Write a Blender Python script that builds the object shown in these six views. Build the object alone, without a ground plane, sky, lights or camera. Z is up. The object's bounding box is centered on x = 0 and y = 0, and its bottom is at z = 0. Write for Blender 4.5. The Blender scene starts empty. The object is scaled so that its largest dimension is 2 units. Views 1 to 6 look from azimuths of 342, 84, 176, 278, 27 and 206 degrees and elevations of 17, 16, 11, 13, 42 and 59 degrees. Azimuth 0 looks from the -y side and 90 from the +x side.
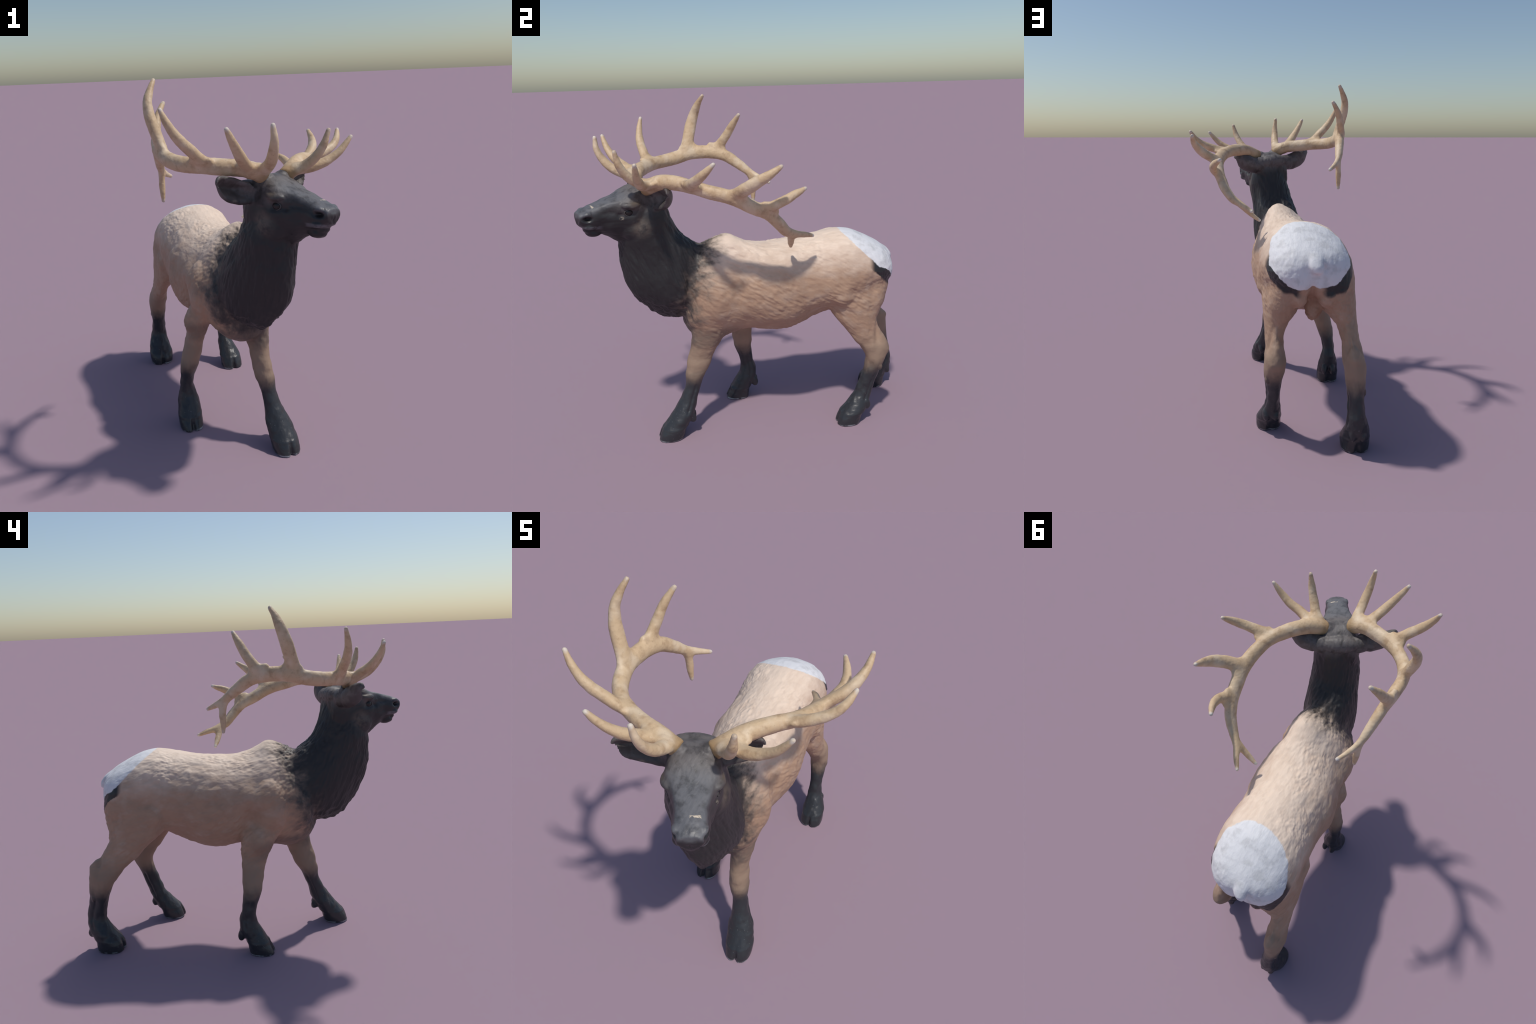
"""Bull elk figurine: one smooth hide skinned over lofted anatomy, split into named
body parts, with two six-tined antlers, glass-dark eyes and cloven hooves."""
import bpy, bmesh, math
import numpy as np
from mathutils import Vector

# --------------------------------------------------------------------------
# small numeric tools
# --------------------------------------------------------------------------
def unit(v):
    v = np.asarray(v, float)
    return v / (np.linalg.norm(v, axis=-1, keepdims=True) + 1e-12)

def smoothstep(a, b, x):
    t = np.clip((x - a) / (b - a), 0, 1)
    return t * t * (3 - 2 * t)

def spline(knots, rows, at):
    """Non-uniform Catmull-Rom through rows, sampled at the given parameters."""
    knots, rows, at = np.asarray(knots, float), np.asarray(rows, float), np.asarray(at, float)
    slope = np.zeros_like(rows)
    d = np.diff(rows, axis=0) / np.diff(knots)[:, None]
    slope[0], slope[-1] = d[0], d[-1]
    h = np.diff(knots)
    slope[1:-1] = (d[:-1] * h[1:, None] + d[1:] * h[:-1, None]) / (h[:-1] + h[1:])[:, None]
    i = np.clip(np.searchsorted(knots, at, side="right") - 1, 0, len(knots) - 2)
    w = knots[i + 1] - knots[i]
    t = ((at - knots[i]) / w)[:, None]
    w = w[:, None]
    return ((2 * t**3 - 3 * t**2 + 1) * rows[i] + (t**3 - 2 * t**2 + t) * w * slope[i]
            + (-2 * t**3 + 3 * t**2) * rows[i + 1] + (t**3 - t**2) * w * slope[i + 1])

def hash3(i, j, k, seed):
    n = (i * 374761393 + j * 668265263 + k * 2147483647 + seed * 974634777) & 0xFFFFFFFF
    n = ((n ^ (n >> 13)) * 1274126177) & 0xFFFFFFFF
    n = ((n ^ (n >> 16)) * 2246822519) & 0xFFFFFFFF
    return ((n ^ (n >> 15)) & 0xFFFF) / 32767.5 - 1.0

def noise(p, seed=0):
    """Vectorised value noise in [-1, 1]."""
    f = np.floor(p).astype(np.int64)
    t = p - f
    t = t * t * t * (t * (t * 6 - 15) + 10)
    out = 0
    for a in (0, 1):
        for b in (0, 1):
            for c in (0, 1):
                w = (t[:, 0] if a else 1 - t[:, 0]) * (t[:, 1] if b else 1 - t[:, 1]) * (t[:, 2] if c else 1 - t[:, 2])
                out = out + w * hash3(f[:, 0] + a, f[:, 1] + b, f[:, 2] + c, seed)
    return out

def combed(p, along, size, stretch, seed):
    """Noise drawn out along a direction: locks of hair."""
    a = unit(along)
    s = (p * a).sum(1, keepdims=True)
    q = p + (1.0 / stretch - 1.0) * s * a
    return noise(q / size, seed)

# --------------------------------------------------------------------------
# lofts
# --------------------------------------------------------------------------
class Soup:
    def __init__(self):
        self.v, self.f = [], []
    def loft(self, rings):
        base, n, m = len(self.v), len(rings[0]), len(rings)
        for r in rings:
            self.v.extend(map(tuple, r))
        for a in range(m - 1):
            for b in range(n):
                c = (b + 1) % n
                self.f.append((base + a * n + b, base + a * n + c, base + (a + 1) * n + c, base + (a + 1) * n + b))
        for k, flip in ((0, True), (m - 1, False)):
            ci = len(self.v)
            self.v.append(tuple(np.mean(rings[k], axis=0)))
            for b in range(n):
                i, j = base + k * n + b, base + k * n + (b + 1) % n
                self.f.append((ci, j, i) if flip else (ci, i, j))
    def ball(self, centre, radii, axes=None, rows=14, cols=24):
        axes = np.eye(3) if axes is None else np.asarray(axes, float)
        rings = []
        for a in np.linspace(0.06, math.pi - 0.06, rows):
            t = np.linspace(0, 2 * math.pi, cols, endpoint=False)
            loc = np.stack([radii[0] * np.sin(a) * np.cos(t), radii[1] * np.sin(a) * np.sin(t), np.full(cols, radii[2] * np.cos(a))], 1)
            rings.append(np.asarray(centre) + loc @ axes)
        self.loft(rings)
    def mesh(self, name):
        me = bpy.data.meshes.new(name)
        me.from_pydata(self.v, [], self.f)
        bm = bmesh.new()
        bm.from_mesh(me)
        bmesh.ops.recalc_face_normals(bm, faces=bm.faces)
        bm.to_mesh(me)
        bm.free()
        return me

TH = np.linspace(0, 2 * math.pi, 40, endpoint=False)
def power(c, p):
    return np.sign(c) * np.abs(c) ** (2.0 / p)

def remesh(soup, name, voxel):
    ob = bpy.data.objects.new(name, soup.mesh(name))
    bpy.context.scene.collection.objects.link(ob)
    mod = ob.modifiers.new("union", "REMESH")
    mod.mode, mod.voxel_size, mod.adaptivity = "VOXEL", voxel, 0.0
    dg = bpy.context.evaluated_depsgraph_get()
    me = bpy.data.meshes.new_from_object(ob.evaluated_get(dg))
    bpy.data.objects.remove(ob)
    v = np.zeros(len(me.vertices) * 3)
    me.vertices.foreach_get("co", v)
    return me, v.reshape(-1, 3)

class Skin:
    """A remeshed surface with numpy access, smoothing and sculpting."""
    def __init__(self, me, v):
        self.me, self.v = me, v
        e = np.zeros(len(me.edges) * 2, np.int32)
        me.edges.foreach_get("vertices", e)
        self.e = e.reshape(-1, 2)
        self.deg = np.maximum(np.bincount(self.e.ravel(), minlength=len(v)), 1)[:, None]
    def mean(self, x):
        out = np.zeros_like(x)
        for k in range(x.shape[1]):
            out[:, k] = (np.bincount(self.e[:, 0], x[self.e[:, 1], k], len(x)) + np.bincount(self.e[:, 1], x[self.e[:, 0], k], len(x)))
        return out / self.deg
    def smooth(self, times, weight=1.0, taubin=True):
        w = weight if np.isscalar(weight) else weight[:, None]
        for _ in range(times):
            self.v = self.v + 0.5 * w * (self.mean(self.v) - self.v)
            if taubin:
                self.v = self.v - 0.52 * w * (self.mean(self.v) - self.v)
    def commit(self):
        self.me.vertices.foreach_set("co", self.v.ravel())
        self.me.update()
    def normals(self):
        self.commit()
        n = np.zeros(len(self.v) * 3)
        self.me.vertex_normals.foreach_get("vector", n)
        return n.reshape(-1, 3)
    def push(self, centre, radii, vector, axes=None, sharp=2.0):
        d = self.v - np.asarray(centre)
        if axes is not None:
            d = d @ np.asarray(axes).T
        q = ((d / np.asarray(radii)) ** 2).sum(1)
        self.v = self.v + np.exp(-q ** (sharp / 2))[:, None] * np.asarray(vector)

# --------------------------------------------------------------------------
# measurements (metres)
# --------------------------------------------------------------------------
# torso: y, centre x, half width, top z, bottom z, sharpness of the upper half, sideways lean of crest and keel
TORSO = [
    (-0.44, -0.060, 0.085, 1.02, 0.70, 2.0, 0.0, 0.0), (-0.40, -0.065, 0.140, 1.09, 0.63, 2.0, 0.01, 0.0), (-0.34, -0.082, 0.172, 1.158, 0.590, 1.9, 0.03, 0.0),
    (-0.28, -0.092, 0.195, 1.194, 0.580, 1.8, 0.045, 0.0), (-0.20, -0.104, 0.208, 1.225, 0.590, 1.7, 0.055, 0.0), (-0.155, -0.105, 0.212, 1.226, 0.605, 1.7, 0.055, 0.0),
    (-0.10, -0.106, 0.219, 1.197, 0.622, 1.8, 0.050, 0.0), (-0.04, -0.108, 0.231, 1.171, 0.626, 1.9, 0.040, 0.0), (0.04, -0.120, 0.251, 1.153, 0.611, 2.0, 0.030, -0.01),
    (0.12, -0.131, 0.261, 1.154, 0.600, 2.1, 0.025, -0.02), (0.20, -0.143, 0.262, 1.158, 0.602, 2.1, 0.02, -0.02), (0.28, -0.144, 0.250, 1.166, 0.622, 2.1, 0.02, -0.035),
    (0.36, -0.145, 0.247, 1.180, 0.649, 2.1, 0.02, -0.04), (0.44, -0.147, 0.250, 1.195, 0.688, 2.0, 0.015, -0.03), (0.52, -0.148, 0.257, 1.202, 0.742, 2.0, 0.01, -0.03),
    (0.60, -0.155, 0.258, 1.190, 0.772, 2.0, 0.0, -0.02), (0.68, -0.168, 0.243, 1.154, 0.805, 2.0, 0.0, 0.0), (0.75, -0.180, 0.213, 1.116, 0.830, 2.0, 0.0, 0.0),
    (0.80, -0.188, 0.173, 1.078, 0.850, 2.0, 0.0, 0.0), (0.828, -0.190, 0.123, 1.040, 0.872, 2.0, 0.0, 0.0), (0.842, -0.190, 0.060, 0.995, 0.905, 2.0, 0.0, 0.0)]
# neck: z, front x, front y, back x, back y, half width, sharpness of the front
NECK = [
    (0.742, -0.060, -0.565, -0.07, -0.36, 0.045, 1.4), (0.765, -0.058, -0.592, -0.08, -0.30, 0.078, 1.4), (0.80, -0.045, -0.630, -0.10, -0.27, 0.115, 1.4),
    (0.85, -0.020, -0.674, -0.11, -0.25, 0.145, 1.4), (0.90, 0.000, -0.709, -0.115, -0.24, 0.154, 1.45), (0.95, 0.012, -0.735, -0.118, -0.24, 0.156, 1.5),
    (1.00, 0.016, -0.752, -0.12, -0.245, 0.156, 1.6), (1.05, 0.015, -0.760, -0.12, -0.25, 0.154, 1.7), (1.10, 0.014, -0.766, -0.115, -0.275, 0.150, 1.75),
    (1.15, 0.015, -0.765, -0.103, -0.312, 0.146, 1.8), (1.20, 0.018, -0.764, -0.085, -0.372, 0.142, 1.9), (1.25, 0.026, -0.761, -0.072, -0.430, 0.139, 2.0),
    (1.30, 0.032, -0.742, -0.062, -0.457, 0.135, 2.0), (1.35, 0.036, -0.722, -0.050, -0.477, 0.127, 2.0), (1.41, 0.036, -0.700, -0.040, -0.495, 0.112, 2.0),
    (1.47, 0.034, -0.680, -0.028, -0.515, 0.085, 2.0)]
# legs: z, centre x, centre y, reach forward, reach back, half width
LEGS = {
    "fore_right": (0.0, [
        (0.0, -0.388, -0.122, 0.078, 0.075, 0.068), (0.05, -0.389, -0.105, 0.073, 0.066, 0.070), (0.10, -0.386, -0.080, 0.069, 0.062, 0.068),
        (0.15, -0.385, -0.055, 0.065, 0.062, 0.062), (0.20, -0.384, -0.044, 0.054, 0.052, 0.050), (0.25, -0.386, -0.048, 0.045, 0.044, 0.040),
        (0.30, -0.380, -0.060, 0.043, 0.047, 0.042), (0.36, -0.368, -0.073, 0.047, 0.055, 0.049), (0.42, -0.353, -0.074, 0.061, 0.059, 0.057),
        (0.48, -0.337, -0.070, 0.074, 0.055, 0.056), (0.54, -0.322, -0.069, 0.087, 0.058, 0.054), (0.60, -0.305, -0.082, 0.096, 0.075, 0.060),
        (0.66, -0.290, -0.100, 0.112, 0.090, 0.066), (0.74, -0.268, -0.125, 0.135, 0.110, 0.072), (0.84, -0.245, -0.150, 0.140, 0.125, 0.074),
        (0.95, -0.220, -0.165, 0.100, 0.105, 0.060)]),
    "fore_left": (0.12, [
        (0.0, 0.056, -0.555, 0.077, 0.076, 0.071), (0.05, 0.053, -0.531, 0.085, 0.069, 0.077), (0.10, 0.045, -0.499, 0.079, 0.065, 0.074),
        (0.15, 0.036, -0.471, 0.069, 0.065, 0.069), (0.20, 0.027, -0.445, 0.061, 0.055, 0.055), (0.25, 0.017, -0.425, 0.053, 0.045, 0.046),
        (0.30, 0.010, -0.405, 0.050, 0.043, 0.043), (0.36, 0.002, -0.390, 0.055, 0.050, 0.049), (0.42, -0.007, -0.368, 0.070, 0.067, 0.053),
        (0.48, -0.012, -0.348, 0.080, 0.070, 0.050), (0.54, -0.014, -0.309, 0.101, 0.058, 0.053), (0.60, -0.012, -0.282, 0.115, 0.070, 0.060),
        (0.66, -0.008, -0.262, 0.130, 0.092, 0.066), (0.74, 0.004, -0.248, 0.145, 0.112, 0.072), (0.84, 0.012, -0.235, 0.140, 0.125, 0.074),
        (0.95, 0.000, -0.220, 0.100, 0.105, 0.060)]),
    "hind_right": (0.0, [
        (0.0, -0.408, 0.817, 0.083, 0.084, 0.075), (0.05, -0.408, 0.815, 0.074, 0.094, 0.081), (0.10, -0.409, 0.841, 0.063, 0.090, 0.076),
        (0.15, -0.407, 0.876, 0.065, 0.078, 0.064), (0.20, -0.401, 0.893, 0.056, 0.064, 0.052), (0.25, -0.400, 0.883, 0.050, 0.066, 0.047),
        (0.30, -0.400, 0.863, 0.043, 0.076, 0.045), (0.36, -0.402, 0.847, 0.046, 0.080, 0.050), (0.42, -0.402, 0.834, 0.061, 0.087, 0.056),
        (0.48, -0.398, 0.820, 0.093, 0.096, 0.062), (0.54, -0.393, 0.798, 0.123, 0.108, 0.054), (0.60, -0.386, 0.730, 0.130, 0.114, 0.047),
        (0.66, -0.374, 0.679, 0.133, 0.114, 0.060), (0.72, -0.345, 0.635, 0.165, 0.150, 0.088), (0.80, -0.322, 0.620, 0.200, 0.182, 0.106),
        (0.90, -0.306, 0.625, 0.190, 0.190, 0.118), (1.00, -0.284, 0.630, 0.135, 0.165, 0.112), (1.09, -0.260, 0.635, 0.085, 0.110, 0.075)]),
    "hind_left": (0.05, [
        (0.0, 0.052, 0.536, 0.067, 0.078, 0.070), (0.05, 0.051, 0.555, 0.073, 0.076, 0.071), (0.10, 0.046, 0.590, 0.071, 0.077, 0.066),
        (0.15, 0.034, 0.624, 0.061, 0.062, 0.051), (0.20, 0.031, 0.649, 0.056, 0.054, 0.042), (0.25, 0.029, 0.667, 0.054, 0.052, 0.041),
        (0.30, 0.029, 0.684, 0.052, 0.052, 0.042), (0.36, 0.028, 0.706, 0.054, 0.051, 0.050), (0.42, 0.023, 0.722, 0.064, 0.066, 0.057),
        (0.48, 0.019, 0.716, 0.085, 0.093, 0.060), (0.54, 0.020, 0.675, 0.092, 0.108, 0.051), (0.60, 0.019, 0.643, 0.102, 0.102, 0.051),
        (0.66, 0.008, 0.612, 0.120, 0.115, 0.070), (0.72, -0.013, 0.600, 0.150, 0.155, 0.089), (0.80, -0.026, 0.605, 0.195, 0.188, 0.104),
        (0.90, -0.046, 0.620, 0.190, 0.190, 0.108), (1.00, -0.064, 0.630, 0.135, 0.160, 0.116), (1.09, -0.098, 0.635, 0.085, 0.110, 0.075)])}

# head frame: midpoint between the antler bases; right-to-left, forward and up axes
HM = np.array([0.005, -0.627, 1.54])
HF = unit([0.468, -0.884, 0.0])
HR = np.array([0.88, 0.465, -0.095])
HR = unit(HR - HF * (HR @ HF))
HU = np.cross(HF, HR) if np.cross(HF, HR)[2] > 0 else np.cross(HR, HF)
HM = HM + 0.003 * HR
AX = np.array([HR, HF, HU])
def head(r, f, u):
    return HM + r * HR + f * HF + u * HU
# the ears sit on a frame of their own: the skull is turned a little more than the poll
EF = unit([0.443, -0.896, 0.0])
ER = unit([0.89, 0.44, -0.055])
EU = np.cross(EF, ER)
EM = np.array([0.008, -0.622, 1.54]) - 0.010 * ER
def ear(r, f, u):
    return EM + r * ER + f * EF + u * EU
# head: forward, then half outline (across, up): crown, top edge, widest, lower edge, keel
HEAD = [
    (-0.125, [(0, -0.080), (0.055, -0.092), (0.085, -0.14), (0.05, -0.21), (0, -0.24)]),
    (-0.100, [(0, -0.035), (0.075, -0.050), (0.108, -0.13), (0.080, -0.24), (0, -0.28)]),
    (-0.060, [(0, 0.002), (0.082, -0.016), (0.116, -0.12), (0.094, -0.25), (0, -0.30)]),
    (0.000, [(0, 0.015), (0.080, -0.005), (0.112, -0.10), (0.096, -0.24), (0, -0.315)]),
    (0.050, [(0, 0.004), (0.087, -0.018), (0.116, -0.095), (0.098, -0.22), (0, -0.318)]),
    (0.095, [(0, -0.020), (0.092, -0.036), (0.114, -0.10), (0.094, -0.215), (0, -0.312)]),
    (0.145, [(0, -0.043), (0.074, -0.058), (0.096, -0.125), (0.080, -0.215), (0, -0.300)]),
    (0.195, [(0, -0.056), (0.062, -0.070), (0.084, -0.14), (0.070, -0.215), (0, -0.262)]),
    (0.240, [(0, -0.069), (0.055, -0.082), (0.075, -0.145), (0.058, -0.20), (0, -0.238)]),
    (0.282, [(0, -0.080), (0.051, -0.092), (0.072, -0.145), (0.055, -0.193), (0, -0.220)]),
    (0.310, [(0, -0.089), (0.050, -0.101), (0.067, -0.14), (0.048, -0.188), (0, -0.205)]),
    (0.336, [(0, -0.099), (0.047, -0.110), (0.058, -0.144), (0.040, -0.178), (0, -0.190)]),
    (0.353, [(0, -0.108), (0.040, -0.117), (0.048, -0.142), (0.030, -0.165), (0, -0.176)])]

def build_body():
    s = Soup()
    # torso
    k = np.arange(len(TORSO))
    for_rows = spline(k, TORSO, np.linspace(0, k[-1], 90))
    yaw = 0.13
    rings = []
    for y, cx, w, top, bot, up, crest, keel in for_rows:
        c, sn = np.cos(TH), np.sin(TH)
        mid = bot + 0.47 * (top - bot)
        l = w * np.where(sn > 0, power(c, up), power(c, 2.15 - 0.4 * math.exp(-((y - 0.35) / 0.09) ** 2)))
        h = np.where(sn > 0, (top - mid) * power(sn, up), (mid - bot) * power(sn, 2.15 - 0.4 * math.exp(-((y - 0.35) / 0.09) ** 2)))
        l = l + np.where(sn > 0, crest * (h / (top - mid)) ** 2, keel * (h / (mid - bot)) ** 2)
        rings.append(np.stack([cx + l * math.cos(yaw), y + l * math.sin(yaw), mid + h], 1))
    s.loft(rings)
    # neck
    k = np.arange(len(NECK))
    rings = []
    for z, fx, fy, bx, by, w, fr in spline(k, NECK, np.linspace(0, k[-1], 60)):
        yaw = math.atan2(fx - bx, by - fy)
        a = 0.5 * math.hypot(fx - bx, fy - by)
        cx, cy = 0.5 * (fx + bx), 0.5 * (fy + by)
        c, sn = np.cos(TH), np.sin(TH)
        f = a * np.where(c > 0, power(c, fr), power(c, 2.0))
        l = w * np.where(c > 0, power(sn, fr), power(sn, 2.0))
        rings.append(np.stack([cx + f * math.sin(yaw) + l * math.cos(yaw), cy - f * math.cos(yaw) + l * math.sin(yaw), np.full_like(f, z)], 1))
    s.loft(rings)
    # legs
    for yaw, rows in LEGS.values():
        rows = np.array(rows)
        zs = np.linspace(rows[0, 0], rows[-1, 0], 70)
        rings = []
        for z, cx, cy, af, ab, b in spline(rows[:, 0], rows, zs):
            c, sn = np.cos(TH), np.sin(TH)
            p = 2.0 + 0.5 * smoothstep(0.08, 0.0, np.array(z))
            f = np.where(c > 0, af, ab) * power(c, p)
            l = b * power(sn, p)
            rings.append(np.stack([cx + f * math.sin(yaw) + l * math.cos(yaw), cy - f * math.cos(yaw) + l * math.sin(yaw), np.full_like(f, z)], 1))
        s.loft(rings)
    # head
    fs = np.array([h[0] for h in HEAD])
    flat = np.array([np.ravel(h[1]) for h in HEAD])
    rings = []
    for f, row in zip(np.linspace(fs[0], fs[-1], 60), spline(fs, flat, np.linspace(fs[0], fs[-1], 60))):
        pts = row.reshape(5, 2)
        full = np.concatenate([pts, (pts * [-1, 1])[3:0:-1]])
        loop = np.concatenate([full[-2:], full, full[:3]])
        t = np.arange(len(loop)) - 2
        out = spline(t, loop, np.linspace(0, 8, 40, endpoint=False))
        rings.append(HM + out[:, :1] * HR + f * HF + out[:, 1:] * HU)
    s.loft(rings)
    s.ball(head(0, 0.270, -0.225), (0.042, 0.046, 0.025), AX)            # chin
    s.ball(head(0, 0.303, -0.207), (0.036, 0.024, 0.016), AX)            # lower lip
    s.ball(head(0, 0.334, -0.140), (0.045, 0.024, 0.027), AX)            # nose pad
    s.ball(ear(0, -0.086, -0.048), (0.115, 0.050, 0.048), np.array([ER, EF, EU]))           # poll
    for m in (-1, 1):
        s.ball(head(m * 0.093, 0.085, -0.078), (0.031, 0.058, 0.022), AX)   # brow
        s.ball(head(m * 0.062, 0.045, -0.215), (0.052, 0.095, 0.085), AX)   # cheek
        s.ball(head(m * 0.052, 0.308, -0.122), (0.019, 0.028, 0.025), AX)   # nostril wing
        s.ball(head(m * 0.040, 0.295, -0.178), (0.030, 0.038, 0.020), AX)   # upper lip
        s.ball(head(m * 0.056, -0.008, -0.008), (0.040, 0.040, 0.036), AX)  # antler pedicle
        # ear: a cupped leaf, concave side facing forward
        rings = []
        for t in np.linspace(0, 1, 26):
            across = np.interp(t, [0, 0.25, 0.55, 0.85, 1.0], [0.095, 0.150, 0.215, 0.285, 0.308])
            mid_u = np.interp(t, [0, 0.3, 0.6, 1.0], [-0.070, -0.062, -0.046, -0.018])
            mid_f = np.interp(t, [0, 0.4, 0.7, 1.0], [-0.056, -0.080, -0.074, -0.045])
            half = 0.064 * np.interp(t, [0, 0.12, 0.4, 0.7, 0.86, 0.95, 1.0], [0.55, 0.8, 1.0, 0.97, 0.82, 0.58, 0.25])
            full = np.interp(t, [0, 0.3, 0.75, 1.0], [1.0, 1.0, 0.75, 0.30])
            v = np.linspace(-1, 1, 19)
            up = mid_u + half * v
            side_r = np.full_like(v, across) + 0.012 * v
            shut = np.sqrt(np.clip(1 - v ** 4, 0, 1)) * 0.80 + 0.20
            mid = mid_f + full * 0.026 * v ** 2
            groove = 0.036 * np.exp(-((v - 0.12) / 0.42) ** 2) * smoothstep(0.12, 0.35, np.array(t))
            back = np.stack([side_r, mid - full * 0.030 * shut, up], 1)
            front = np.stack([side_r, mid + full * (0.036 - groove) * shut, up], 1)
            loop = np.concatenate([back, front[::-1]])
            rings.append(EM + m * (1.0 if m < 0 else 0.91) * loop[:, :1] * ER + loop[:, 1:2] * EF + loop[:, 2:] * EU)
        s.loft(rings)
        s.ball(ear(m * 0.105, -0.074, -0.064), (0.068, 0.042, 0.054), np.array([ER, EF, EU]))  # ear root
    # tail, a short flap hanging over the rump
    tail_rows = np.array([(-0.178, 0.76, 1.080, 0.036, 0.022), (-0.184, 0.812, 1.048, 0.040, 0.024), (-0.189, 0.846, 1.008, 0.036, 0.022), (-0.193, 0.860, 0.978, 0.024, 0.014)])
    rings = []
    for x, y, z, w, d in spline(np.arange(4), tail_rows, np.linspace(0, 3, 16)):
        rings.append(np.stack([x + w * np.cos(TH), y + d * np.sin(TH) * 0.8, z + d * np.sin(TH) * 0.6], 1))
    s.loft(rings)
    s.ball((-0.197, 0.615, 0.745), (0.054, 0.052, 0.084))       # scrotum
    # shoulder and stifle muscle
    s.ball((0.032, -0.225, 0.86), (0.080, 0.12, 0.17))
    s.ball((-0.262, -0.180, 0.86), (0.090, 0.12, 0.18))
    s.ball((-0.196, -0.325, 0.84), (0.092, 0.11, 0.15))
    for m, x in ((1, 0.042), (-1, -0.372)):
        s.ball((x, 0.510, 0.850), (0.052, 0.080, 0.085))         # stifle
    for x in (-0.105, -0.255):
        s.ball((x, 0.755, 0.850), (0.055, 0.072, 0.078))         # buttock lobes
    # dewclaws behind every fetlock
    for x, y, z in ((-0.382, -0.008, 0.118), (0.036, -0.424, 0.126), (-0.404, 0.922, 0.122), (0.042, 0.656, 0.122)):
        for m in (-1, 1):
            s.ball((x + m * 0.026, y, z), (0.020, 0.026, 0.040), [(1, 0, 0), unit((0, 1, 0.35)), unit((0, -0.35, 1))])
    # knob on the outside of each hind cannon
    s.ball((0.062, 0.735, 0.365), (0.014, 0.018, 0.026))
    s.ball((-0.438, 0.885, 0.345), (0.012, 0.018, 0.026))
    return s

me, v = remesh(build_body(), "hide", 0.0046)
skin = Skin(me, v)
skin.smooth(4)
# melt the joints where lofts meet
def near(points, radius):
    w = np.zeros(len(skin.v))
    for p in points:
        q = (((skin.v - np.array(p[:3])) / (np.array(p[3]) if len(p) > 3 else radius)) ** 2).sum(1)
        w = np.maximum(w, np.exp(-q))
    return w
joint = near([(-0.22, -0.16, 0.72), (0.0, -0.26, 0.72), (-0.28, 0.58, 0.72), (-0.06, 0.58, 0.72), (-0.30, 0.6, 0.95), (-0.03, 0.6, 0.95),
              (-0.05, -0.36, 1.05), (-0.05, -0.36, 0.85), (0.08, -0.38, 0.95), (-0.18, -0.34, 0.95), (-0.05, -0.33, 1.17), (-0.19, 0.78, 0.80)], 0.16)
skin.smooth(45, joint, taubin=False)
collar = near([(-0.20, -0.37, 0.92), (-0.19, -0.34, 1.02), (-0.13, -0.33, 1.12), (-0.04, -0.35, 1.18), (0.08, -0.36, 1.06), (0.11, -0.38, 0.95), (0.10, -0.38, 0.84), (-0.20, -0.38, 0.82)], 0.085)
haunch = near([(0.08, 0.55, 0.80), (0.08, 0.63, 0.85), (0.06, 0.72, 0.88), (-0.42, 0.55, 0.80), (-0.42, 0.63, 0.85), (-0.40, 0.72, 0.88)], 0.085)
skin.smooth(60, np.maximum(collar, haunch), taubin=False)
crown = near([tuple(HM + a * HR + b * HF + c * HU) for a, b, c in ((0, -0.06, -0.03), (0.09, -0.05, -0.05), (-0.09, -0.05, -0.05), (0.05, -0.11, -0.07), (-0.05, -0.11, -0.07))], 0.055)
skin.smooth(16, crown, taubin=False)
lobes = smoothstep(0.13, 0.17, np.abs((skin.v - EM) @ ER)) * (skin.v[:, 2] > 1.35) * (skin.v[:, 1] > -0.78)
skin.smooth(10, lobes)
skin.smooth(8, near([tuple(head(0, 0.30, -0.20)), tuple(head(0.04, 0.27, -0.21)), tuple(head(-0.04, 0.27, -0.21))], 0.035), taubin=False)
headjoint = near([tuple(head(0, 0.03, -0.30)), tuple(head(0, -0.10, -0.16)), tuple(head(0.09, 0.0, -0.27)), tuple(head(-0.09, 0.0, -0.27)), tuple(head(0.05, 0.09, -0.31)), tuple(head(-0.05, 0.09, -0.31))], 0.07)
skin.smooth(24, headjoint, taubin=False)
fetlock = near([(-0.382, -0.02, 0.13, 0.05), (0.036, -0.435, 0.14, 0.05), (-0.404, 0.91, 0.13, 0.05), (0.042, 0.645, 0.135, 0.05), (-0.187, 0.80, 1.06, 0.05)], 0.05)
skin.smooth(12, fetlock, taubin=False)

# --- sculpted features of the face
for m in (-1, 1):
    side = m * HR
    skin.push(head(m * 0.117, 0.102, -0.118), (0.035, 0.030, 0.023), -0.016 * side, AX)               # eye socket
    skin.push(head(m * 0.100, 0.150, -0.128), (0.03, 0.018, 0.012), -0.010 * side, AX)               # tear pit
    skin.push(head(m * 0.062, 0.318, -0.134), (0.020, 0.019, 0.012), -0.028 * side - 0.010 * HF, AX) # nostril
    skin.push(head(m * 0.050, 0.275, -0.203), (0.030, 0.050, 0.005), -0.004 * side, AX)
    skin.push(head(m * 0.085, 0.195, -0.112), (0.04, 0.050, 0.016), -0.007 * side, AX)               # plane under the nose bridge
    skin.push(head(m * 0.066, 0.190, -0.066), (0.02, 0.060, 0.014), 0.004 * HU + 0.003 * side, AX)   # ridge of the bridge
    skin.push(head(m * 0.112, 0.092, -0.088), (0.03, 0.028, 0.010), 0.007 * side, AX)                # brow rim              # mouth line
    skin.push(head(m * 0.080, 0.225, -0.165), (0.03, 0.030, 0.020), -0.006 * side, AX)               # hollow behind the lip
skin.push(head(0, 0.368, -0.160), (0.006, 0.03, 0.02), -0.006 * HF, AX)
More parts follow.
